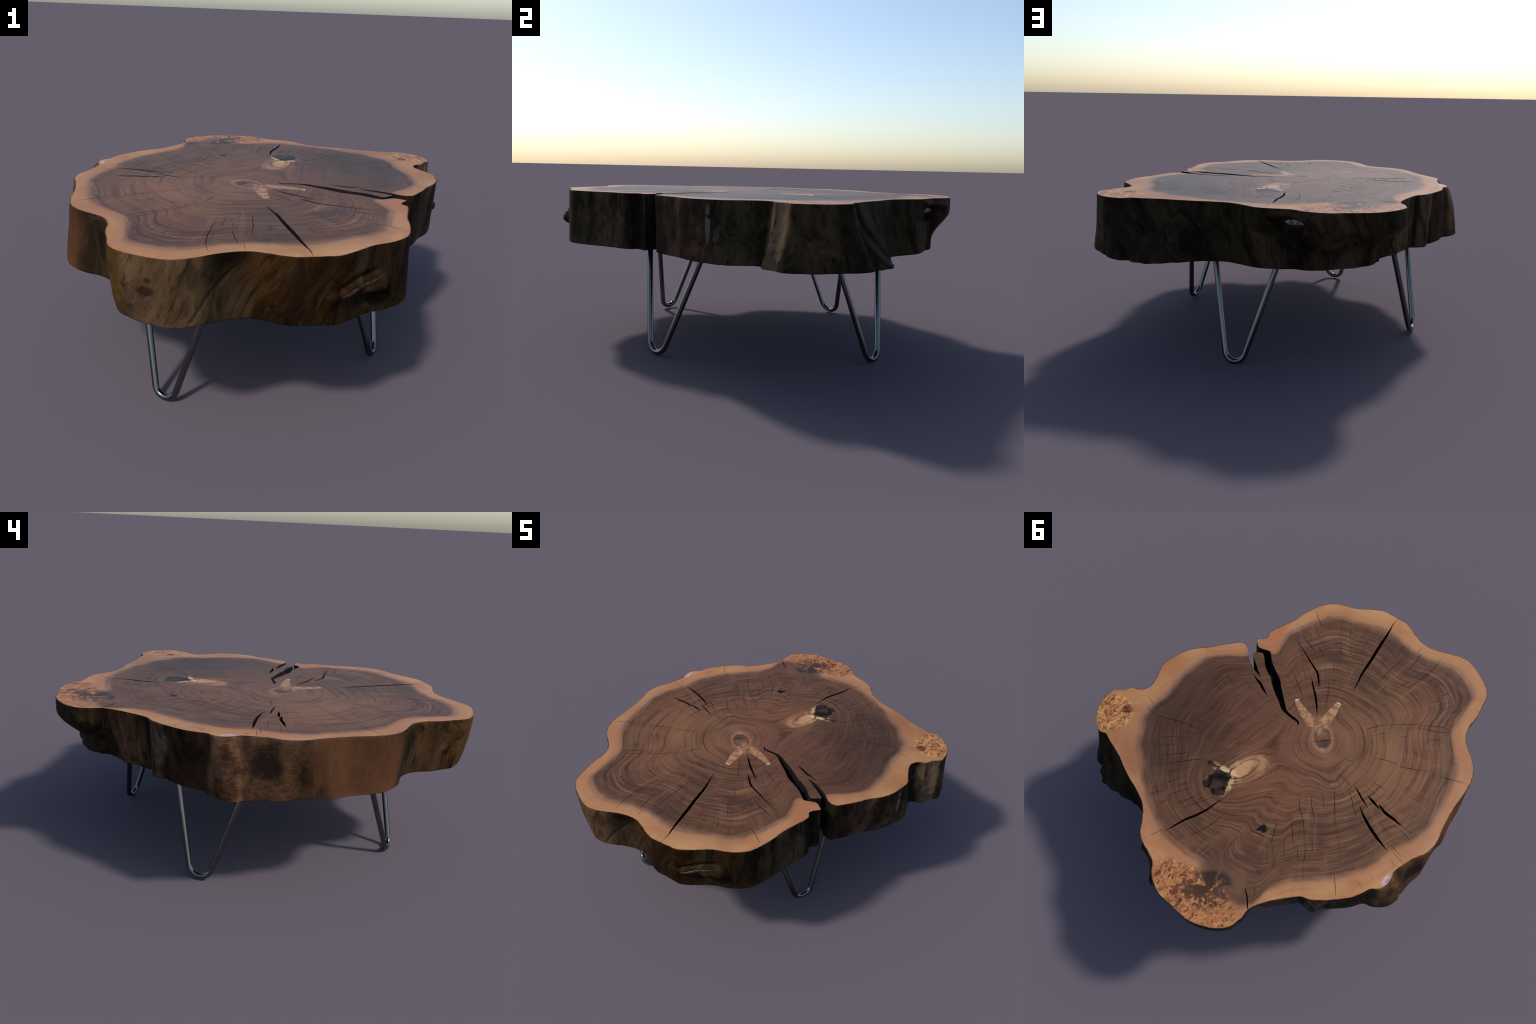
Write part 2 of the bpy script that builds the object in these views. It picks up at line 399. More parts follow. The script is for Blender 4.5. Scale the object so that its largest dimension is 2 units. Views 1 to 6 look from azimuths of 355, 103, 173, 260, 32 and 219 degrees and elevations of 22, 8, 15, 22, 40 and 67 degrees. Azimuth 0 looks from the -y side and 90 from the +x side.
# --------------------------------------------------------------------------- node helpers
class Graph:
    """Thin wrapper that turns arithmetic on sockets into shader nodes."""

    def __init__(self, name):
        self.mat = bpy.data.materials.new(name)
        self.mat.use_nodes = True
        self.tree = self.mat.node_tree
        self.shader = self.tree.nodes["Principled BSDF"]
        coord = self.new("ShaderNodeTexCoord")
        self.P = coord.outputs["Object"]
        sep = self.new("ShaderNodeSeparateXYZ")
        self.link(self.P, sep.inputs[0])
        self.x, self.y, self.z = sep.outputs

    def new(self, kind):
        return self.tree.nodes.new(kind)

    def link(self, a, socket):
        if hasattr(a, "is_output"):
            self.tree.links.new(a, socket)
        elif isinstance(a, (tuple, list)):
            socket.default_value = (*a, 1.0) if len(socket.default_value) == 4 and len(a) == 3 else a
        else:
            socket.default_value = a

    def m(self, op, a, b=0.0, c=0.0, clamp=False):
        n = self.new("ShaderNodeMath")
        n.operation, n.use_clamp = op, clamp
        for s, v in zip(n.inputs, (a, b, c)):
            self.link(v, s)
        return n.outputs[0]

    def add(self, a, b): return self.m("ADD", a, b)
    def sub(self, a, b): return self.m("SUBTRACT", a, b)
    def mul(self, a, b): return self.m("MULTIPLY", a, b)

    def vec(self, x, y, z):
        n = self.new("ShaderNodeCombineXYZ")
        for s, v in zip(n.inputs, (x, y, z)):
            self.link(v, s)
        return n.outputs[0]

    def ramp(self, v, lo, hi):
        """Smooth 0..1 step of v between lo and hi (hi may be below lo)."""
        n = self.new("ShaderNodeMapRange")
        n.interpolation_type = "SMOOTHSTEP"
        a, b, f, t = (lo, hi, 0.0, 1.0) if lo < hi else (hi, lo, 1.0, 0.0)
        for k, s in zip(("From Min", "From Max", "To Min", "To Max"), (a, b, f, t)):
            n.inputs[k].default_value = s
        self.link(v, n.inputs["Value"])
        return n.outputs[0]

    def noise(self, vec, scale, detail=2.0, rough=0.5, distort=0.0, color=False):
        n = self.new("ShaderNodeTexNoise")
        self.link(vec, n.inputs["Vector"])
        n.inputs["Scale"].default_value, n.inputs["Detail"].default_value = scale, detail
        n.inputs["Roughness"].default_value, n.inputs["Distortion"].default_value = rough, distort
        return n.outputs["Color" if color else "Fac"]

    def voronoi(self, vec, scale, feature="F1"):
        n = self.new("ShaderNodeTexVoronoi")
        n.feature = feature
        self.link(vec, n.inputs["Vector"])
        n.inputs["Scale"].default_value = scale
        return n.outputs["Distance"]

    def mix(self, f, a, b, mode="MIX"):
        n = self.new("ShaderNodeMix")
        n.data_type, n.blend_type, n.clamp_factor = "RGBA", mode, True
        self.link(f, n.inputs[0])
        self.link(a, n.inputs[6])
        self.link(b, n.inputs[7])
        return n.outputs[2]

    def spot(self, at, radii, turn=0.0, P=None):
        """Gaussian blob: at = centre, radii per axis, turn about z."""
        mp = self.new("ShaderNodeMapping")
        mp.vector_type = "TEXTURE"
        mp.inputs["Location"].default_value = at
        mp.inputs["Rotation"].default_value = (0, 0, turn)
        mp.inputs["Scale"].default_value = radii
        self.link(P or self.P, mp.inputs["Vector"])
        n = self.new("ShaderNodeVectorMath")
        n.operation = "DOT_PRODUCT"
        self.link(mp.outputs[0], n.inputs[0])
        self.link(mp.outputs[0], n.inputs[1])
        return self.m("EXPONENT", self.mul(n.outputs["Value"], -1.0))

    def colours(self, f, stops):
        n = self.new("ShaderNodeValToRGB")
        e = n.color_ramp.elements
        while len(e) < len(stops):
            e.new(0.5)
        for el, (p, c) in zip(e, stops):
            el.position, el.color = p, (*c, 1)
        self.link(f, n.inputs[0])
        return n.outputs[0]

    def curve(self, v, points):
        n = self.new("ShaderNodeFloatCurve")
        c = n.mapping.curves[0]
        pts = sorted(points)
        c.points[0].location, c.points[1].location = pts[0], pts[-1]
        for p in pts[1:-1]:
            c.points.new(*p)
        for p in c.points:
            p.handle_type = "AUTO"
        n.mapping.update()
        self.link(v, n.inputs["Value"])
        return n.outputs[0]

    def bump(self, h, strength, distance):
        n = self.new("ShaderNodeBump")
        n.inputs["Strength"].default_value, n.inputs["Distance"].default_value = strength, distance
        self.link(h, n.inputs["Height"])
        return n.outputs[0]

    def finish(self, colour, rough, normal=None, metal=0.0, spec=0.5, coat=0.0):
        s = self.shader.inputs
        self.link(colour, s["Base Color"])
        self.link(rough, s["Roughness"])
        s["Metallic"].default_value = metal
        self.link(spec, s["Specular IOR Level"])
        s["Coat Weight"].default_value, s["Coat Roughness"].default_value = coat, 0.2
        if normal:
            self.link(normal, s["Normal"])
        return self.mat


def srgb(r, g, b):
    f = lambda v: v / 12.92 if v <= 0.04045 else ((v + 0.055) / 1.055) ** 2.4
    return tuple(f(v / 255) for v in (r, g, b))


# heartwood radius round the pith, by compass angle in degrees
HEARTWOOD = [
    (-180, 0.668), (-173, 0.659), (-159, 0.666), (-148, 0.670), (-139, 0.660), (-130, 0.700), (-124, 0.784), (-118, 0.848), (-112, 0.849),
    (-105, 0.821), (-97, 0.758), (-90, 0.743), (-79, 0.773), (-65, 0.768), (-58, 0.784), (-50, 0.753), (-43, 0.714), (-35, 0.679),
    (-28, 0.615), (-23, 0.583), (-20, 0.640), (-12, 0.654), (-5, 0.713), (3, 0.794), (14, 0.833), (23, 0.858), (31, 0.927), (40, 0.933),
    (51, 0.916), (66, 0.921), (76, 0.900), (83, 0.877), (89, 0.86), (95, 0.93), (104, 0.93), (111, 0.80), (114, 0.765), (121, 0.718),
    (134, 0.698), (148, 0.667), (159, 0.643), (170, 0.660), (180, 0.668),
]


def cut_face_material():
    g = Graph("oiled_end_grain")
    wob = g.noise(g.P, 2.6, 2.0, color=True)
    fine = g.noise(g.P, 13.0, 2.0, color=True)
    n = g.new("ShaderNodeVectorMath"); n.operation = "MULTIPLY_ADD"
    g.link(wob, n.inputs[0]); n.inputs[1].default_value = (0.056, 0.056, 0); n.inputs[2].default_value = (-0.028, -0.028, 0)
    n2 = g.new("ShaderNodeVectorMath"); n2.operation = "MULTIPLY_ADD"
    g.link(fine, n2.inputs[0]); n2.inputs[1].default_value = (0.015, 0.015, 0); n2.inputs[2].default_value = (-0.0075, -0.0075, 0)
    warp = g.new("ShaderNodeVectorMath"); warp.operation = "ADD"
    g.link(n.outputs[0], warp.inputs[0]); g.link(n2.outputs[0], warp.inputs[1])
    near = g.new("ShaderNodeVectorMath"); near.operation = "ADD"   # lightly warped point, for edges of colour
    g.link(g.P, near.inputs[0]); g.link(n2.outputs[0], near.inputs[1])
    E = near.outputs[0]
    ws = g.new("ShaderNodeSeparateXYZ"); g.link(warp.outputs[0], ws.inputs[0])

    dx0, dy0 = g.sub(g.x, PITH[0]), g.sub(g.y, PITH[1])
    r0 = g.m("SQRT", g.add(g.mul(dx0, dx0), g.mul(dy0, dy0)))
    calm = g.ramp(r0, 0.02, 0.35)
    dx, dy = g.add(dx0, g.mul(ws.outputs[0], calm)), g.add(dy0, g.mul(ws.outputs[1], calm))
    r = g.m("SQRT", g.add(g.mul(dx, dx), g.mul(dy, dy)))
    turn = g.m("MULTIPLY_ADD", g.m("ARCTAN2", dy0, dx0), 1 / math.tau, 0.5)
    heart = g.curve(turn, [((a + 180) / 360, v) for a, v in HEARTWOOD])
    shape = g.add(0.74, g.mul(g.sub(heart, 0.74), g.ramp(r0, 0.08, 0.6)))
    age = g.m("DIVIDE", r, shape)
    edge = g.m("DIVIDE", g.add(r0, g.mul(ws.outputs[0], 0.25)), heart)
    edge = g.add(edge, g.mul(g.sub(g.noise(g.vec(g.mul(turn, 60), g.mul(r0, 9), 0.0), 1.0, 3.0), 0.5), 0.05))

    # growth rings bend outwards round the big branch and the small knots
    for at, radii, amount in (((0.10, 0.40, Z_TOP), (0.17, 0.17, 1), 0.30), ((0.05, 0.22, Z_TOP), (0.13, 0.13, 1), 0.12), ((-0.33, 0.05, Z_TOP), (0.07, 0.07, 1), 0.07),
                              ((0.02, -0.2, Z_TOP), (0.09, 0.05, 1), 0.05), ((-0.06, -0.26, Z_TOP), (0.04, 0.08, 1), 0.05)):
        age = g.sub(age, g.mul(g.spot(at, radii), amount))

    def rings(k, around, detail, rough=0.55):
        return g.noise(g.vec(g.mul(age, k), g.mul(g.x, around), g.mul(g.y, around)), 1.0, detail, rough)

    broad, bands, lines, hair = rings(9, 1.8, 2), rings(38, 3.4, 2), rings(105, 5.5, 2.5), rings(230, 10, 2)
    blotch = g.noise(g.P, 3.2, 3.0)
    wood = g.colours(g.add(g.mul(blotch, 0.22), g.add(g.mul(broad, 0.36), g.mul(bands, 0.42))), [(0.30, srgb(60, 39, 29)), (0.46, srgb(86, 58, 43)), (0.60, srgb(102, 70, 50)), (0.75, srgb(118, 84, 60))])
    wood = g.mix(g.mul(g.ramp(lines, 0.55, 0.70), 0.48), wood, srgb(142, 106, 80))
    wood = g.mix(g.mul(g.ramp(lines, 0.46, 0.32), 0.70), wood, srgb(46, 31, 26))
    wood = g.mix(g.mul(g.ramp(hair, 0.44, 0.30), 0.60), wood, srgb(50, 34, 28))
    wood = g.mix(g.mul(g.ramp(hair, 0.58, 0.74), 0.28), wood, srgb(138, 102, 76))
    wood = g.mix(g.mul(g.ramp(blotch, 0.50, 0.70), 0.45), wood, srgb(106, 66, 52))
    wood = g.mix(g.mul(g.ramp(g.noise(g.P, 5.1, 3.0), 0.50, 0.68), 0.55), wood, srgb(58, 42, 32))
    # medullary rays: faint streaks running out from the pith
    ray = g.noise(g.vec(g.mul(turn, 90), g.mul(r0, 3.0), 0.0), 1.0, 2.0)
    wood = g.mix(g.mul(g.ramp(ray, 0.54, 0.70), 0.28), wood, srgb(58, 41, 33))
    wood = g.mix(g.mul(g.ramp(ray, 0.44, 0.30), 0.22), wood, srgb(132, 94, 68))
    # hairline radial checks and square-cornered cross checks
    check = g.noise(g.vec(g.mul(turn, 250), g.mul(r0, 6.5), 3.0), 1.0, 1.0)
    where = g.mul(g.ramp(g.noise(g.P, 4.5, 2.0), 0.42, 0.58), g.ramp(r0, 0.12, 0.25))
    wood = g.mix(g.mul(g.mul(g.ramp(check, 0.66, 0.73), where), 0.75), wood, srgb(40, 27, 22))
    wood = g.mix(g.mul(g.mul(g.ramp(check, 0.34, 0.28), where), 0.30), wood, srgb(128, 94, 70))
    # warmer, lighter wood round the pith and out to the -x side
    wood = g.mix(g.mul(g.mul(g.spot((-0.38, -0.22, Z_TOP), (0.34, 0.34, 1)), g.ramp(bands, 0.30, 0.60)), 0.60), wood, srgb(130, 92, 64))
    wood = g.mix(g.mul(g.mul(g.spot((-0.02, 0.22, Z_TOP), (0.22, 0.26, 1)), g.ramp(bands, 0.30, 0.60)), 0.55), wood, srgb(126, 82, 58))
    # colder, darker +x side, gloss shading painted in, and darker wood towards the heart's rim
    wood = g.mix(g.mul(g.spot((0.55, 0.28, Z_TOP), (0.42, 0.50, 1)), 0.82), wood, g.mix(lines, srgb(40, 27, 20), srgb(72, 52, 39)))
    wood = g.mix(g.mul(g.spot((-0.30, 0.72, Z_TOP), (0.28, 0.14, 1)), 0.5), wood, srgb(72, 53, 40))
    wood = g.mix(g.mul(g.mul(g.ramp(edge, 0.84, 0.98), g.ramp(bands, 0.35, 0.6)), 0.25), wood, srgb(84, 66, 56))
    wood = g.mix(g.mul(g.spot((0.05, -0.05, Z_TOP), (0.28, 0.2, 1)), 0.30), wood, srgb(98, 62, 52))

    # sapwood
    tone = g.noise(g.P, 5.0, 2.0)
    sap = g.colours(g.add(g.mul(tone, 0.6), g.mul(bands, 0.4)), [(0.34, srgb(156, 104, 66)), (0.50, srgb(172, 123, 83)), (0.66, srgb(181, 137, 98))])
    sap = g.mix(g.mul(g.ramp(lines, 0.46, 0.32), 0.38), sap, srgb(140, 92, 60))
    sap = g.mix(g.mul(g.ramp(hair, 0.58, 0.72), 0.25), sap, srgb(194, 154, 114))
    sap = g.mix(g.mul(g.ramp(ray, 0.56, 0.74), 0.22), sap, srgb(138, 92, 64))
    sap = g.mix(g.mul(g.ramp(check, 0.68, 0.74), 0.35), sap, srgb(112, 72, 50))
    sap = g.mix(g.mul(g.ramp(g.noise(g.P, 8.5, 3.0), 0.5, 0.7), 0.35), sap, srgb(168, 110, 80))
    sap = g.mix(g.mul(g.spot((0.45, -0.40, Z_TOP), (0.10, 0.12, 1)), 0.8), sap, srgb(156, 98, 70))
    sap = g.mix(g.mul(g.spot((-0.70, -0.50, Z_TOP), (0.12, 0.16, 1)), 0.6), sap, srgb(162, 108, 80))
    sap = g.mix(g.mul(g.spot((-0.80, -0.05, Z_TOP), (0.12, 0.25, 1)), 0.5), sap, srgb(164, 116, 88))
    sap = g.mix(g.mul(g.spot((0.45, 0.62, Z_TOP), (0.34, 0.18, 1), -0.3), 0.9), sap, srgb(124, 80, 55))
    sap = g.mix(g.mul(g.spot((0.72, 0.05, Z_TOP), (0.25, 0.34, 1)), 0.7), sap, srgb(140, 94, 60))
    wood = g.mix(1.0, wood, (1.0, 0.955, 0.89), "MULTIPLY")
    sap = g.mix(g.mul(g.ramp(g.noise(g.P, 3.4, 2.0), 0.50, 0.68), 0.5), sap, srgb(186, 146, 100))
    inner_sap = g.m("MULTIPLY_ADD", g.ramp(edge, 1.14, 1.01), 0.50, g.mul(g.sub(lines, 0.35), 0.55))
    sap = g.mix(inner_sap, sap, g.mix(tone, srgb(140, 92, 64), srgb(158, 112, 82)))
    sap = g.mix(1.0, sap, (0.97, 0.95, 0.90), "MULTIPLY")
    is_sap = g.ramp(g.add(edge, g.mul(g.sub(bands, 0.5), 0.05)), 0.978, 1.028)
    colour = g.mix(is_sap, wood, sap)
    seam = g.mul(g.ramp(edge, 0.965, 0.998), g.ramp(edge, 1.05, 1.005))
    colour = g.mix(g.mul(seam, g.mul(g.ramp(tone, 0.3, 0.6), 0.45)), colour, srgb(126, 94, 74))
    # burls: figured tan wood with dark eyes
    def burl(colour, at, radii, turn_, pale, dark, cell):
        body = g.ramp(g.spot(at, radii, turn_, E), 0.26, 0.48)
        grain = g.new("ShaderNodeMapping")
        grain.inputs["Scale"].default_value, grain.inputs["Rotation"].default_value = (1.0, 0.6, 1.0), (0, 0, 0.4)
        g.link(E, grain.inputs["Vector"])
        fleck = g.noise(grain.outputs[0], cell, 3.0, 0.6, 1.4)
        cloud = g.noise(g.P, cell * 0.3, 3.0, 0.6, 0.8)
        figured = g.mix(g.mul(g.ramp(g.noise(grain.outputs[0], cell * 0.5, 4.0, 0.65, 1.0), 0.44, 0.62), 0.8), pale, srgb(146, 88, 54))
        figured = g.mix(g.mul(g.ramp(cloud, 0.50, 0.68), 0.65), figured, srgb(126, 72, 44))
        eyes = g.mul(g.ramp(fleck, 0.51, 0.60), g.ramp(cloud, 0.28, 0.48))
        figured = g.mix(g.mul(eyes, 0.92), figured, dark)
        figured = g.mix(g.mul(g.ramp(fleck, 0.40, 0.30), 0.45), figured, srgb(206, 160, 112))
        return g.mix(g.mul(body, 0.95), colour, figured), body

    colour, b1 = burl(colour, (-0.19, 0.905, Z_TOP), (0.235, 0.125, 1), 0.05, srgb(168, 114, 70), srgb(70, 38, 24), 46.0)
    colour, b2 = burl(colour, (0.79, 0.49, Z_TOP), (0.105, 0.105, 1), 0.0, srgb(186, 138, 84), srgb(78, 46, 27), 56.0)
    smudge = g.noise(g.P, 11.0, 3.0, 0.6, 0.8)
    for at, radii, turn_, k, c in (((-0.235, 0.755, Z_TOP), (0.12, 0.085, 1), 0.1, 0.75, (88, 62, 48)), ((-0.30, 0.74, Z_TOP), (0.05, 0.09, 1), 0.3, 0.25, (122, 84, 64)), ((-0.215, 0.785, Z_TOP), (0.085, 0.050, 1), 0.6, 1.0, (52, 36, 29)), ((-0.22, 0.845, Z_TOP), (0.09, 0.045, 1), 0.2, 0.95, (56, 36, 27)),
                                  ((-0.28, 0.80, Z_TOP), (0.05, 0.04, 1), 0.0, 0.85, (78, 54, 44)), ((0.735, 0.43, Z_TOP), (0.030, 0.024, 1), 0.4, 1.0, (70, 34, 26)),
                                  ((0.705, 0.40, Z_TOP), (0.035, 0.03, 1), 0.0, 0.5, (150, 92, 70))):
        s = g.mul(g.spot(at, radii, turn_, E), g.ramp(smudge, 0.30, 0.52))
        colour = g.mix(g.mul(g.ramp(s, 0.18, 0.55), k), colour, srgb(*c))

    for at, radii, k, c in (((-0.20, 0.86, Z_TOP), (0.13, 0.07, 1), 0.95, (72, 46, 33)), ((0.755, 0.45, Z_TOP), (0.05, 0.045, 1), 0.6, (120, 76, 46))):
        s = g.mul(g.spot(at, radii, 0.1, E), g.ramp(g.noise(g.P, 30.0, 4.0, 0.65, 1.2), 0.40, 0.60))
        colour = g.mix(g.mul(g.ramp(s, 0.10, 0.6), k), colour, srgb(*c))

    # pale branch wood beside the dark knot inlay, the pith, small knots
    grainy = g.add(g.mul(g.noise(g.P, 26.0, 4.0, 0.65, 1.2), 0.6), g.mul(lines, 0.4))
    torn = g.new("ShaderNodeVectorMath"); torn.operation = "MULTIPLY_ADD"
    g.link(g.noise(g.P, 16.0, 3.0, 0.6, 0.8, color=True), torn.inputs[0]); torn.inputs[1].default_value = (0.09, 0.09, 0); torn.inputs[2].default_value = (-0.045, -0.045, 0)
    frayed = g.new("ShaderNodeVectorMath"); frayed.operation = "ADD"
    g.link(g.P, frayed.inputs[0]); g.link(torn.outputs[0], frayed.inputs[1])
    halo = g.spot((0.06, 0.27, Z_TOP), (0.12, 0.085, 1), 1.25, frayed.outputs[0])
    colour = g.mix(g.mul(g.mul(g.ramp(halo, 0.10, 0.7), g.ramp(lines, 0.36, 0.60)), 0.8), colour, srgb(144, 102, 74))
    for at, radii, turn_, k, c in (((0.075, 0.275, Z_TOP), (0.075, 0.050, 1), 1.25, 0.88, (172, 132, 92)), ((0.112, 0.338, Z_TOP), (0.070, 0.016, 1), 0.2, 0.95, (190, 158, 116)),
                                  ((0.060, 0.372, Z_TOP), (0.016, 0.050, 1), 0.4, 0.85, (182, 148, 108)), ((0.02, 0.20, Z_TOP), (0.03, 0.035, 1), 0.5, 0.6, (160, 118, 86)),
                                  ((0.052, 0.430, Z_TOP), (0.012, 0.03, 1), 0.2, 0.6, (168, 130, 92)),
                                  ((-0.150, -0.100, Z_TOP), (0.040, 0.026, 1), 0.9, 0.85, (62, 48, 40)), ((-0.163, -0.064, Z_TOP), (0.014, 0.011, 1), 0.0, 0.95, (142, 104, 84)),
                                  ((-0.100, -0.140, Z_TOP), (0.030, 0.026, 1), 0.6, 0.7, (112, 80, 70)), ((-0.062, -0.160, Z_TOP), (0.022, 0.050, 1), 0.55, 0.95, (156, 114, 84)),
                                  ((-0.33, 0.045, Z_TOP), (0.022, 0.014, 1), 0.7, 0.8, (128, 86, 66)), ((-0.205, -0.045, Z_TOP), (0.05, 0.03, 1), 0.8, 0.35, (128, 86, 68)),
                                  ((-0.345, 0.618, Z_TOP), (0.016, 0.013, 1), 0.0, 1.0, (66, 50, 38))):
        s = g.spot(at, radii, turn_, frayed.outputs[0] if at[1] > 0.19 and at[0] > 0.01 and radii[0] > 0.025 else E)
        s = g.mul(s, g.ramp(grainy, 0.26, 0.56))
        colour = g.mix(g.mul(g.ramp(s, 0.12, 0.70), k), colour, srgb(*c))
    ring_spot = g.spot((-0.118, -0.118, Z_TOP), (0.078, 0.052, 1), -0.785, E)
    band = g.sub(ring_spot, 0.36)
    colour = g.mix(g.mul(g.m("EXPONENT", g.mul(g.mul(band, band), -70.0)), 0.55), colour, srgb(146, 106, 80))
    inner = g.sub(ring_spot, 0.60)
    colour = g.mix(g.mul(g.m("EXPONENT", g.mul(g.mul(inner, inner), -160.0)), 0.6), colour, srgb(70, 48, 40))
    # lilac-white bleached spot on the rim
    lilac = g.ramp(g.mul(g.spot((-0.808, 0.252, Z_TOP), (0.017, 0.036, 1), 0.15, E), g.add(0.55, g.mul(smudge, 0.9))), 0.25, 0.75)
    colour = g.mix(g.mul(lilac, 0.8), colour, g.mix(g.ramp(grainy, 0.4, 0.6), srgb(128, 98, 108), srgb(188, 172, 176)))
    colour = g.mix(g.mul(g.ramp(g.spot((-0.797, 0.296, Z_TOP), (0.013, 0.016, 1), 0.0, E), 0.25, 0.75), 0.6), colour, srgb(178, 128, 66))

    height = g.add(g.mul(lines, 0.6), g.add(g.mul(hair, 0.4), g.mul(g.mul(g.add(b1, b2), g.noise(g.P, 60.0, 3.0)), 0.8)))
    gloss = g.add(0.30, g.add(g.mul(lines, 0.16), g.mul(g.noise(g.P, 6.0, 3.0), 0.12)))
    return g.finish(colour, gloss, g.bump(height, 0.10, 0.002), spec=g.add(0.02, g.add(g.mul(bands, 0.14), g.mul(lines, 0.14))))


def live_edge_material():
    g = Graph("peeled_live_edge")
    # streaks follow the trunk, leaning and swirling
    lean = g.noise(g.P, 3.0, 2.0)
    sx = g.add(g.x, g.mul(g.sub(g.z, 0.63), g.sub(g.mul(lean, 3.0), 1.9)))
    sv = g.vec(g.mul(sx, 26), g.mul(g.y, 26), g.mul(g.z, 5.0))
    streak = g.noise(sv, 1.0, 4.0, 0.6, 0.6)
    bold = g.noise(g.vec(g.mul(sx, 9), g.mul(g.y, 9), g.mul(g.z, 2.4)), 1.0, 3.0, 0.55, 0.8)
    mottle = g.noise(g.P, 17.0, 4.0, 0.62, 0.8)
    soft = g.noise(g.P, 5.0, 2.0)
    warp = g.new("ShaderNodeVectorMath"); warp.operation = "MULTIPLY_ADD"
    g.link(g.noise(g.P, 8.0, 3.0, color=True), warp.inputs[0])
    warp.inputs[1].default_value, warp.inputs[2].default_value = (0.10, 0.10, 0.16), (-0.05, -0.05, -0.08)
    moved = g.new("ShaderNodeVectorMath"); moved.operation = "ADD"
    g.link(g.P, moved.inputs[0]); g.link(warp.outputs[0], moved.inputs[1])
    E = moved.outputs[0]

    colour = g.colours(bold, [(0.32, (0.006, 0.005, 0.003)), (0.50, (0.020, 0.015, 0.009)), (0.66, (0.046, 0.034, 0.021))])
    regions = [  # (centre, radii, strength, darker and lighter tone)
        ((-0.45, -0.99, 0.64), (0.15, 0.16, 0.5), 1.0, (0.052, 0.034, 0.020), (0.112, 0.076, 0.046)),
        ((-0.62, -0.90, 0.64), (0.05, 0.10, 0.5), 0.8, (0.050, 0.028, 0.009), (0.085, 0.052, 0.015)),
        ((0.02, -0.97, 0.60), (0.26, 0.1, 0.5), 0.9, (0.008, 0.004, 0.0016), (0.036, 0.018, 0.006)),
        ((-0.64, -0.74, 0.64), (0.06, 0.14, 0.5), 0.9, (0.036, 0.020, 0.010), (0.075, 0.044, 0.022)),
        ((-0.86, -0.33, 0.60), (0.14, 0.26, 0.5), 1.0, (0.050, 0.024, 0.014), (0.084, 0.041, 0.023)),
        ((-0.88, 0.05, 0.62), (0.10, 0.14, 0.3), 0.9, (0.012, 0.007, 0.005), (0.090, 0.050, 0.030)),
        ((-0.87, 0.26, 0.64), (0.10, 0.08, 0.3), 1.0, (0.030, 0.016, 0.010), (0.150, 0.082, 0.050)),
        ((-0.76, 0.42, 0.64), (0.10, 0.10, 0.3), 1.0, (0.005, 0.004, 0.003), (0.040, 0.022, 0.014)),
        ((-0.62, 0.54, 0.64), (0.06, 0.05, 0.3), 0.9, (0.030, 0.020, 0.014), (0.120, 0.085, 0.062)),
        ((-0.48, 0.68, 0.64), (0.09, 0.10, 0.3), 0.9, (0.024, 0.011, 0.006), (0.130, 0.080, 0.050)),
        ((-0.05, 0.95, 0.64), (0.22, 0.14, 0.3), 0.8, (0.010, 0.007, 0.005), (0.060, 0.038, 0.025)),
        ((0.45, 0.70, 0.62), (0.25, 0.14, 0.3), 0.8, (0.006, 0.005, 0.003), (0.034, 0.026, 0.015)),
        ((0.83, 0.34, 0.61), (0.075, 0.075, 0.3), 0.9, (0.065, 0.048, 0.033), (0.165, 0.120, 0.080)),
        ((0.88, 0.50, 0.62), (0.06, 0.10, 0.3), 0.9, (0.016, 0.013, 0.008), (0.070, 0.052, 0.030)),
        ((0.80, 0.16, 0.62), (0.06, 0.08, 0.3), 0.9, (0.018, 0.016, 0.010), (0.055, 0.047, 0.030)),
        ((0.72, -0.10, 0.62), (0.14, 0.17, 0.3), 0.9, (0.018, 0.011, 0.008), (0.092, 0.060, 0.046)),
        ((0.46, -0.58, 0.62), (0.08, 0.18, 0.3), 0.9, (0.014, 0.011, 0.007), (0.066, 0.052, 0.033)),
        ((0.32, -0.85, 0.62), (0.10, 0.08, 0.3), 0.9, (0.006, 0.004, 0.002), (0.024, 0.014, 0.006)),
    ]
    tint = g.add(g.mul(bold, 0.5), g.add(g.mul(streak, 0.3), g.mul(mottle, 0.2)))
    tint = g.ramp(tint, 0.36, 0.64)
    # burly stretches are fibrous and swirling, others smooth
    burly = g.ramp(g.spot((-0.86, 0.20, 0.63), (0.3, 0.30, 0.5)), 0.25, 0.6)
    fibre = g.noise(g.vec(g.mul(g.x, 18), g.mul(g.y, 14), g.mul(g.z, 42)), 1.0, 4.0, 0.65, 2.2)
    tint = g.add(g.mul(tint, g.sub(1.0, burly)), g.mul(burly, g.ramp(g.add(g.mul(fibre, 0.35), g.mul(g.noise(g.P, 7.0, 3.0), 0.65)), 0.38, 0.64)))
    sleek = g.ramp(g.spot((-0.86, -0.36, 0.60), (0.16, 0.24, 0.6)), 0.25, 0.6)
    tint = g.add(g.mul(tint, g.sub(1.0, sleek)), g.mul(sleek, g.ramp(g.add(g.mul(soft, 0.7), g.mul(fibre, 0.3)), 0.34, 0.66)))
    for at, radii, k, dark, light in regions:
        m = g.mul(g.ramp(g.spot(at, radii, 0.0, E), 0.22, 0.60), k)
        colour = g.mix(m, colour, g.mix(tint, dark, light))
    colour = g.mix(g.mul(g.mul(g.ramp(streak, 0.46, 0.32), 0.6), g.sub(1.0, g.mul(g.add(sleek, burly), 0.75))), colour, (0.004, 0.003, 0.002))
    colour = g.mix(g.mul(g.ramp(streak, 0.60, 0.78), 0.30), colour, g.mix(0.5, colour, (0.11, 0.075, 0.046)))
    pits = g.mul(g.mul(g.ramp(mottle, 0.40, 0.28), g.ramp(soft, 0.45, 0.6)), g.sub(1.0, g.mul(sleek, 0.6)))
    colour = g.mix(g.mul(pits, 0.7), colour, (0.006, 0.004, 0.003))
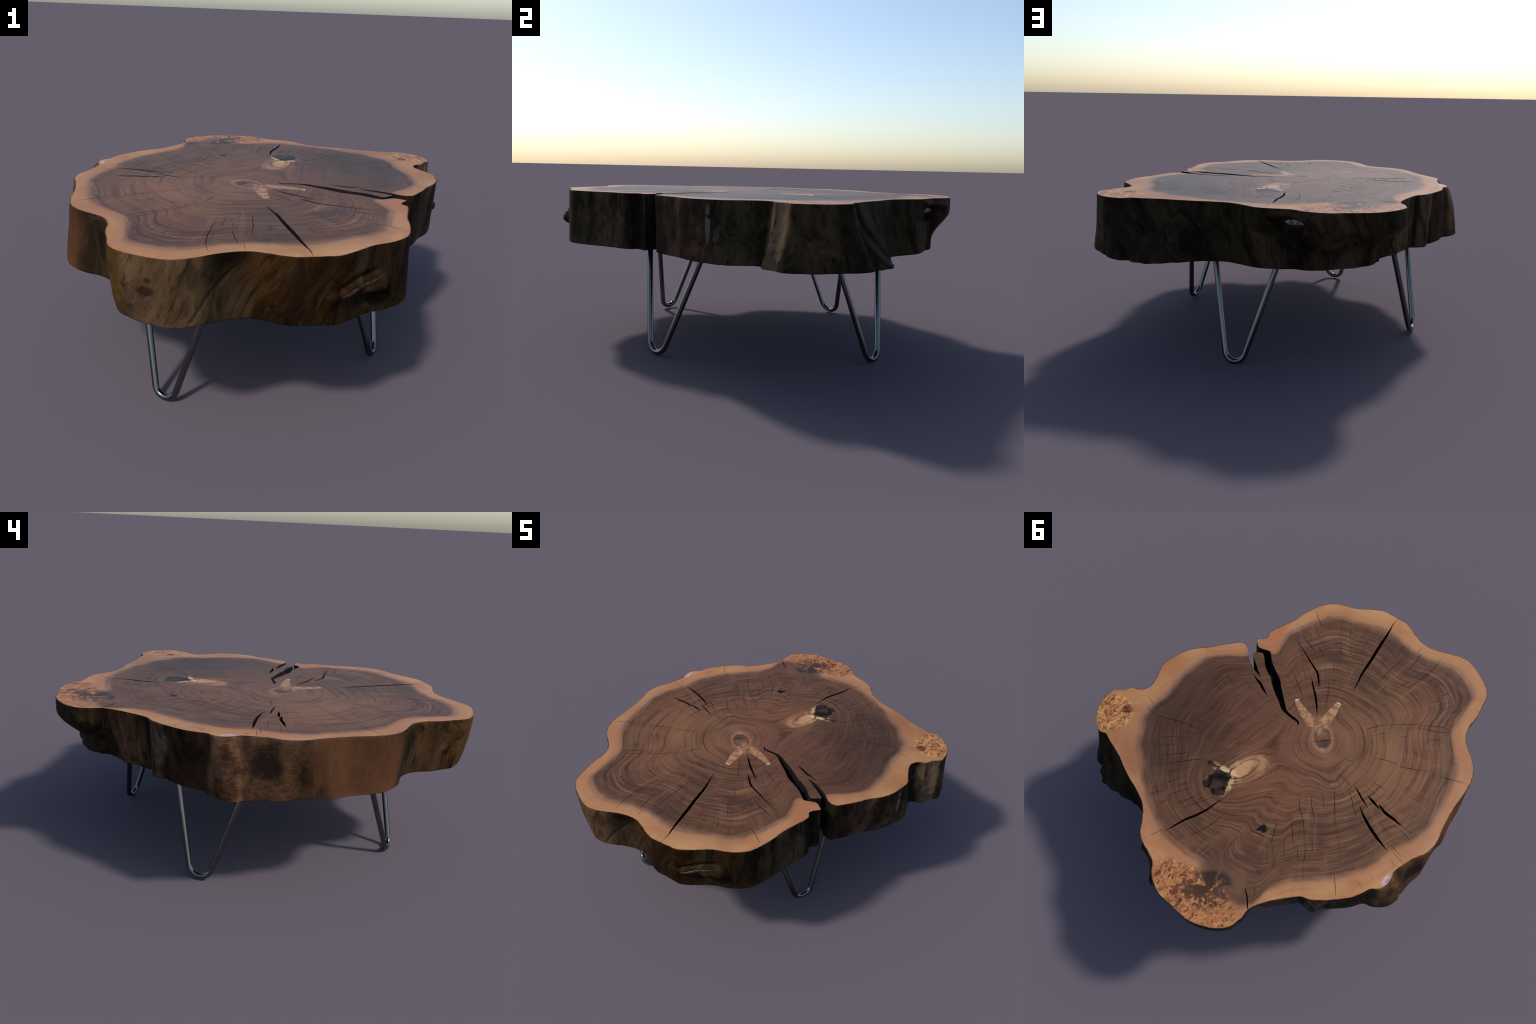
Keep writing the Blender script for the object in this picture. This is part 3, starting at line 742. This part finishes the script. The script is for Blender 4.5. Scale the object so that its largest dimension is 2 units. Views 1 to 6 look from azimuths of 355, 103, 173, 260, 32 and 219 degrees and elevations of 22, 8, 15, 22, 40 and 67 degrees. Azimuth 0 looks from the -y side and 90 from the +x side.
    for at, radii, k, c in (  # dark marks and bands, a painted hollow shadow, a bleached knot face
        ((-0.50, -0.975, 0.636), (0.035, 0.06, 0.020), 0.85, (0.020, 0.014, 0.010)),
        ((-0.49, -0.975, 0.675), (0.012, 0.05, 0.010), 0.85, (0.020, 0.014, 0.010)),
        ((-0.01, -0.98, 0.62), (0.028, 0.08, 0.16), 0.85, (0.014, 0.007, 0.004)),
        ((-0.35, -0.985, 0.69), (0.020, 0.06, 0.05), 0.6, (0.026, 0.017, 0.011)),
        ((-0.64, -0.785, 0.588), (0.03, 0.018, 0.022), 0.9, (0.018, 0.010, 0.008)),
        ((-0.76, 0.40, 0.67), (0.06, 0.05, 0.05), 0.8, (0.010, 0.007, 0.006)),
        ((-0.87, 0.10, 0.640), (0.08, 0.08, 0.055), 0.9, (0.016, 0.010, 0.009)),
        ((0.30, -0.86, 0.575), (0.06, 0.05, 0.04), 0.9, (0.006, 0.004, 0.003)),  # shadow of the hollow below the front knot, painted into the side
        ((0.50, -0.40, 0.63), (0.04, 0.06, 0.3), 0.85, (0.006, 0.005, 0.004)),
        ((0.04, 0.90, 0.62), (0.09, 0.08, 0.06), 0.9, (0.006, 0.005, 0.004)),
        ((-0.565, 0.575, 0.63), (0.016, 0.03, 0.3), 0.9, (0.010, 0.007, 0.006)),
        ((0.79, 0.045, 0.66), (0.04, 0.012, 0.08), 0.6, (0.17, 0.15, 0.13)),
        ((0.80, 0.092, 0.602), (0.04, 0.016, 0.016), 0.7, (0.18, 0.12, 0.09)),
    ):
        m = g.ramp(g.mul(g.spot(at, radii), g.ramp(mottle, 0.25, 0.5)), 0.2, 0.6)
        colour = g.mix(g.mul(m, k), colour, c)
    grain = g.noise(g.vec(g.mul(sx, 70), g.mul(g.y, 70), g.mul(g.z, 7.0)), 1.0, 3.0, 0.6, 0.8)
    calm = g.sub(1.0, g.mul(g.add(sleek, burly), 0.7))
    colour = g.mix(g.mul(g.mul(g.ramp(grain, 0.46, 0.34), calm), 0.55), colour, g.mix(0.75, colour, (0.004, 0.003, 0.002)))
    colour = g.mix(g.mul(g.mul(g.ramp(grain, 0.56, 0.70), calm), 0.50), colour, g.mix(0.25, colour, (0.13, 0.088, 0.052)))
    colour = g.mix(1.0, colour, (1.05, 0.92, 0.78), "MULTIPLY")
    height = g.add(g.mul(streak, 0.7), g.mul(mottle, 0.6))
    return g.finish(colour, g.add(0.42, g.mul(mottle, 0.25)), g.bump(height, 0.5, 0.006), spec=0.03)


def plain_wood(name, dark, light, scale, rough, stretch=(1, 1, 1), spec=0.4):
    g = Graph(name)
    mp = g.new("ShaderNodeMapping")
    mp.inputs["Scale"].default_value = stretch
    g.link(g.P, mp.inputs["Vector"])
    f = g.noise(mp.outputs[0], scale, 4.0, 0.6, 0.6)
    return g.finish(g.mix(g.ramp(f, 0.36, 0.64), dark, light), rough, g.bump(f, 0.25, 0.003), spec=spec)


def steel_material():
    g = Graph("blackened_polished_steel")
    f = g.noise(g.P, 40.0, 2.0)
    return g.finish(g.mix(f, (0.125, 0.125, 0.13), (0.17, 0.17, 0.178)), g.add(0.15, g.mul(f, 0.08)), metal=1.0)


end_grain = cut_face_material()
live_edge = live_edge_material()
cambium = plain_wood("inner_bark_line", srgb(84, 54, 36), srgb(150, 104, 70), 30.0, 0.45, spec=0.12)
crack_wood = plain_wood("dark_split_wood", (0.004, 0.003, 0.003), (0.016, 0.010, 0.008), 9.0, 0.7, (2, 2, 0.4), 0.2)  # near-black brown of the crack and split walls
under_wood = plain_wood("sawn_underside", (0.035, 0.022, 0.015), (0.09, 0.06, 0.042), 14.0, 0.6)
resin = plain_wood("dark_resin", (0.002, 0.002, 0.002), (0.006, 0.005, 0.005), 30.0, 0.42, spec=0.12)
dark_fill = plain_wood("dark_knot_fill", (0.002, 0.002, 0.002), (0.045, 0.025, 0.015), 20.0, 0.42, spec=0.12)  # near-black fill with brown flecks for the flat dark patches
twig_wood = plain_wood("pale_branch_wood", srgb(116, 80, 54), srgb(164, 122, 86), 30.0, 0.4, spec=0.17)
twig_end = plain_wood("twig_end_grain", srgb(196, 172, 136), srgb(224, 206, 176), 60.0, 0.4, spec=0.17)
knot_wood = plain_wood("knot_wood_painted_glints", (0.010, 0.006, 0.003), (0.075, 0.042, 0.022), 34.0, 0.35, (1, 1, 2), 0.2)  # brown knot wood; the lighter tone paints its highlights into the colour
white_knot = plain_wood("bleached_knot", (0.10, 0.09, 0.085), (0.36, 0.33, 0.31), 40.0, 0.4, spec=0.1)
steel = steel_material()

# --------------------------------------------------------------------------- build the slab
table = bpy.data.objects.new("coffee_table", None)
bpy.context.scene.collection.objects.link(table)
table["label"] = "live-edge walnut trunk slice coffee table on steel hairpin legs"
table["category"] = "coffee table"

polys = [crack_polygon(w, p) for w, p in CRACKS]
inlays = [
    ("dark_knot_inlay", ragged(KNOT_INLAY, 0.008, 1.0), dark_fill), ("bark_pocket", ragged(BARK_POCKET, 0.005, 2.0), dark_fill), ("resin_patch", ragged(BLACK_SPOT, 0.003, 3.0), resin),
    ("branch_stub", ragged(TWIG_A, 0.003, 4.0), twig_wood), ("branch_stub", ragged(TWIG_B, 0.003, 5.0), twig_wood),
    ("branch_tip", ragged(TWIG_TIP_A, 0.001, 6.0), twig_end), ("branch_tip", ragged(TWIG_TIP_B, 0.001, 7.0), twig_end),
]
bark_width = np.array([0.0022 + 0.0030 * max(0.0, noise.noise((x * 14, y * 14, 4.0))) + 0.0016 * noise.noise((x * 60, y * 60, 1.0)) for x, y in loop])
inner_loop = top_loop - smooth * (np.maximum(bark_width, 0.0006) * fade)[:, None]
keep = fade > 0.02
inner_line = np.vstack([inner_loop[keep], top_loop[~keep]])
v, tri, mid = triangulate([top_loop] + [inner_line] + [p for _, p, _ in inlays] + polys, 0.022, 0.006)
owner = np.where(inside(mid, top_loop), 0, -1)
for k, (_, poly, _) in enumerate(inlays, 1):
    owner[(owner == 0) & inside(mid, poly)] = k
for poly in polys:
    owner[inside(mid, poly)] = -1

v3 = np.column_stack([v, np.full(len(v), Z_TOP)])
cut_v, cut_f = sub_mesh(v3, tri[owner == 0])
on_bark_line = (~inside(mid[owner == 0], inner_line)).astype(int)
tabletop = make_mesh("tabletop", cut_v, cut_f, [end_grain, cambium], on_bark_line)

# crack walls go down from the cut face into the slab
cv, cf = [], []
for (w, _), poly in zip(CRACKS, polys):
    deep = 0.10 if isinstance(w, tuple) else 0.02
    n, b = len(poly), len(cv)
    low = poly.mean(0) + (poly - poly.mean(0)) * 0.98
    cv += [(x, y, Z_TOP) for x, y in poly] + [(x, y, Z_TOP - deep) for x, y in low]
    cf += [(b + i, b + (i + 1) % n, b + n + (i + 1) % n, b + n + i) for i in range(n)]
    cf += [(b + n + i, b + n + (i + 1) % n, b + 2 * n - 2 - i, b + 2 * n - 1 - i) for i in range(n // 2 - 1)]
cracks = make_mesh("drying_crack", cv, cf, [crack_wood])
cracks["kind"] = "stuff"

# side: rim faces are live edge, split faces are raw split wood
verts, faces, slots = [], [], []
for xy, z in zip(rows_xy, rows_z):
    verts += [(x, y, zz) for (x, y), zz in zip(xy, z)]
for j in range(len(rows_xy) - 1):
    for i in range(COUNT):
        a, b = j * COUNT + i, j * COUNT + (i + 1) % COUNT
        faces.append((a, b, b + COUNT, a + COUNT))
        slots.append(0 if is_rim[i] else 1)
side = make_mesh("live_edge", verts, faces, [live_edge, crack_wood], slots, True)
mod_angle = math.radians(50)
bm = bmesh.new()
bm.from_mesh(side.data)
for e in bm.edges:
    if len(e.link_faces) == 2 and e.calc_face_angle(0) > mod_angle:
        e.smooth = False
bmesh.ops.recalc_face_normals(bm, faces=bm.faces)
bm.to_mesh(side.data)
bm.free()

bv, bt, bm_mid = triangulate([bottom_loop], 0.05, 0.02)
bt = bt[inside(bm_mid, bottom_loop)][:, ::-1]
ub_v, ub_f = sub_mesh(np.column_stack([bv, np.full(len(bv), Z_BOTTOM)]), bt)
underside = make_mesh("underside", ub_v, ub_f, [under_wood])

pieces = []
for k, (name, poly, mat) in enumerate(inlays, 1):
    pv, pf = sub_mesh(v3, tri[owner == k])
    pieces.append(make_mesh(name, pv, pf, [mat]))


def pebble(name, at, size, turn, mat, seed):
    """Small lumpy knot set into the side."""
    bm = bmesh.new()
    bmesh.ops.create_icosphere(bm, subdivisions=4, radius=1.0)
    c, s = math.cos(turn), math.sin(turn)
    for w in bm.verts:
        k = 1 + 0.22 * noise.noise(w.co * 1.6 + Vector((seed, 0, 0))) + 0.08 * noise.noise(w.co * 5 + Vector((0, seed, 0)))
        x, y, z = w.co.x * size[0] * k, w.co.y * size[1] * k, w.co.z * size[2] * k
        w.co = (at[0] + c * x - s * y, at[1] + s * x + c * y, at[2] + z)
    for f in bm.faces:
        f.smooth = True
    mesh = bpy.data.meshes.new(name)
    bm.to_mesh(mesh)
    bm.free()
    mesh.materials.append(mat)
    obj = bpy.data.objects.new(name, mesh)
    bpy.context.scene.collection.objects.link(obj)
    return obj




def lip(name, points, radii, mat, seed):
    """Tapered ridge of healed bark along a line on the side."""
    path, par = spline(points, 0.004)
    verts, faces, ring = [], [], 14
    for i, p in enumerate(path):
        d = path[min(i + 1, len(path) - 1)] - path[max(i - 1, 0)]
        d /= np.linalg.norm(d)
        out = np.array([-0.55 * 0 + d[1], -d[0], 0.0])
        out /= np.linalg.norm(out)
        up = np.cross(out, d)
        r = np.interp(par[i], range(len(radii)), radii) * (1 + 0.35 * noise.noise((i * 0.11, seed, 0)))
        for k in range(ring):
            t = math.tau * k / ring
            verts.append(p + (out * math.cos(t) * 0.8 + up * math.sin(t)) * max(r, 0.0008) * (1 + 0.2 * noise.noise((i * 0.2, k * 0.9, seed))))
    for i in range(len(path) - 1):
        for k in range(ring):
            a, b = i * ring + k, i * ring + (k + 1) % ring
            faces.append((a, b, b + ring, a + ring))
    faces += [tuple(range(ring))[::-1], tuple(range((len(path) - 1) * ring, len(path) * ring))]
    return make_mesh(name, verts, faces, [mat], None, True)


def on_side(number_at, z, lift):
    """Point on the finished side surface, lifted along the outward normal."""
    i = int(np.argmin(np.abs(np.where(is_rim, number, 999) - number_at)))
    j = int(np.argmin(np.abs(z_grid - z)))
    xy = loop[i] + smooth[i] * (push[i, j] + lift) + broad_dir[i] * under[i, j]
    return np.array([xy[0], xy[1], z])


KNOTS = [
    lip("knot", [on_side(13.4, 0.604, -0.002), on_side(12.6, 0.614, 0.002), on_side(11.9, 0.628, 0.003), on_side(11.2, 0.640, 0.002), on_side(10.5, 0.645, -0.003)], [0.001, 0.005, 0.0075, 0.006, 0.001], knot_wood, 3.1),
    pebble("knot", on_side(74.1, 0.699, 0.002), (0.054, 0.018, 0.016), -0.62, white_knot, 2.0),
    pebble("knot", on_side(102.1, 0.602, -0.004), (0.014, 0.010, 0.018), 1.3, knot_wood, 5.0),
]

# --------------------------------------------------------------------------- hairpin legs
ROD = 0.0136
LEGS = [  # the two rod axes at z = 0.50 and z = 0.06
    ((-0.558, -0.447), (-0.505, -0.607), (-0.268, -0.621), (-0.417, -0.660)),
    ((0.285, -0.425), (0.430, -0.360), (0.474, -0.080), (0.488, -0.261)),
    ((0.361, 0.497), (0.320, 0.638), (0.077, 0.666), (0.235, 0.695)),
    ((-0.498, 0.447), (-0.628, 0.395), (-0.673, 0.133), (-0.683, 0.294)),
]


def hairpin(name, a_top, a_low, b_top, b_low):
    at = lambda p, q, z: Vector((q[0] + (p[0] - q[0]) * (z - 0.06) / 0.44, q[1] + (p[1] - q[1]) * (z - 0.06) / 0.44, z))
    a0, a1, b0, b1 = at(a_top, a_low, 0.53), at(a_top, a_low, 0.06), at(b_top, b_low, 0.53), at(b_top, b_low, 0.06)
    da, db = (a1 - a0).normalized(), (b1 - b0).normalized()
    # meeting point of the two rods, then a round bend tangent to both
    w = a0 - b0
    dd = da.dot(db)
    sa = (dd * db.dot(w) - da.dot(w)) / (1 - dd * dd)
    sb = (db.dot(w) - dd * da.dot(w)) / (1 - dd * dd)
    tip = (a0 + da * sa + b0 + db * sb) / 2
    half = math.acos(max(-1, min(1, dd))) / 2
    inner = (-(da + db)).normalized()
    # radius so that the lowest point of the rod rests on the ground
    drop = inner.z / math.sin(half) - 1.0
    radius = (ROD - tip.z) / drop
    centre = tip + inner * (radius / math.sin(half))
    ta, tb = tip - da * (radius / math.tan(half)), tip - db * (radius / math.tan(half))
    u = (ta - centre).normalized()
    sweep = math.acos(max(-1, min(1, u.dot((tb - centre).normalized()))))
    axis = u.cross((tip - centre)).normalized()
    path = [a0 + (ta - a0) * (i / 6) for i in range(6)]
    for i in range(21):
        t = sweep * i / 20
        path.append(centre + (u * math.cos(t) + axis.cross(u) * math.sin(t)) * radius)
    path += [tb + (b0 - tb) * (i / 6) for i in range(1, 7)]
    side_axis = (da.cross(db)).normalized()
    verts, faces, ring = [], [], 20
    for i, p in enumerate(path):
        d = (path[min(i + 1, len(path) - 1)] - path[max(i - 1, 0)]).normalized()
        e = d.cross(side_axis).normalized()
        for k in range(ring):
            t = math.tau * k / ring
            verts.append(p + (side_axis * math.cos(t) + e * math.sin(t)) * ROD)
    for i in range(len(path) - 1):
        for k in range(ring):
            a, b = i * ring + k, i * ring + (k + 1) % ring
            faces.append((a, b, b + ring, a + ring))
    faces += [tuple(range(ring))[::-1], tuple(range((len(path) - 1) * ring, len(path) * ring))]
    obj = make_mesh(name, verts, faces, [steel], None, True)
    b = bmesh.new()
    b.from_mesh(obj.data)
    bmesh.ops.recalc_face_normals(b, faces=b.faces)
    b.to_mesh(obj.data)
    b.free()
    return obj


legs = [hairpin("leg", *ends) for ends in LEGS]

for part in (tabletop, side, underside, *legs):
    part.parent = table
cracks.parent = tabletop
for piece in pieces:
    piece.parent = tabletop
for knot in KNOTS:
    knot.parent = side
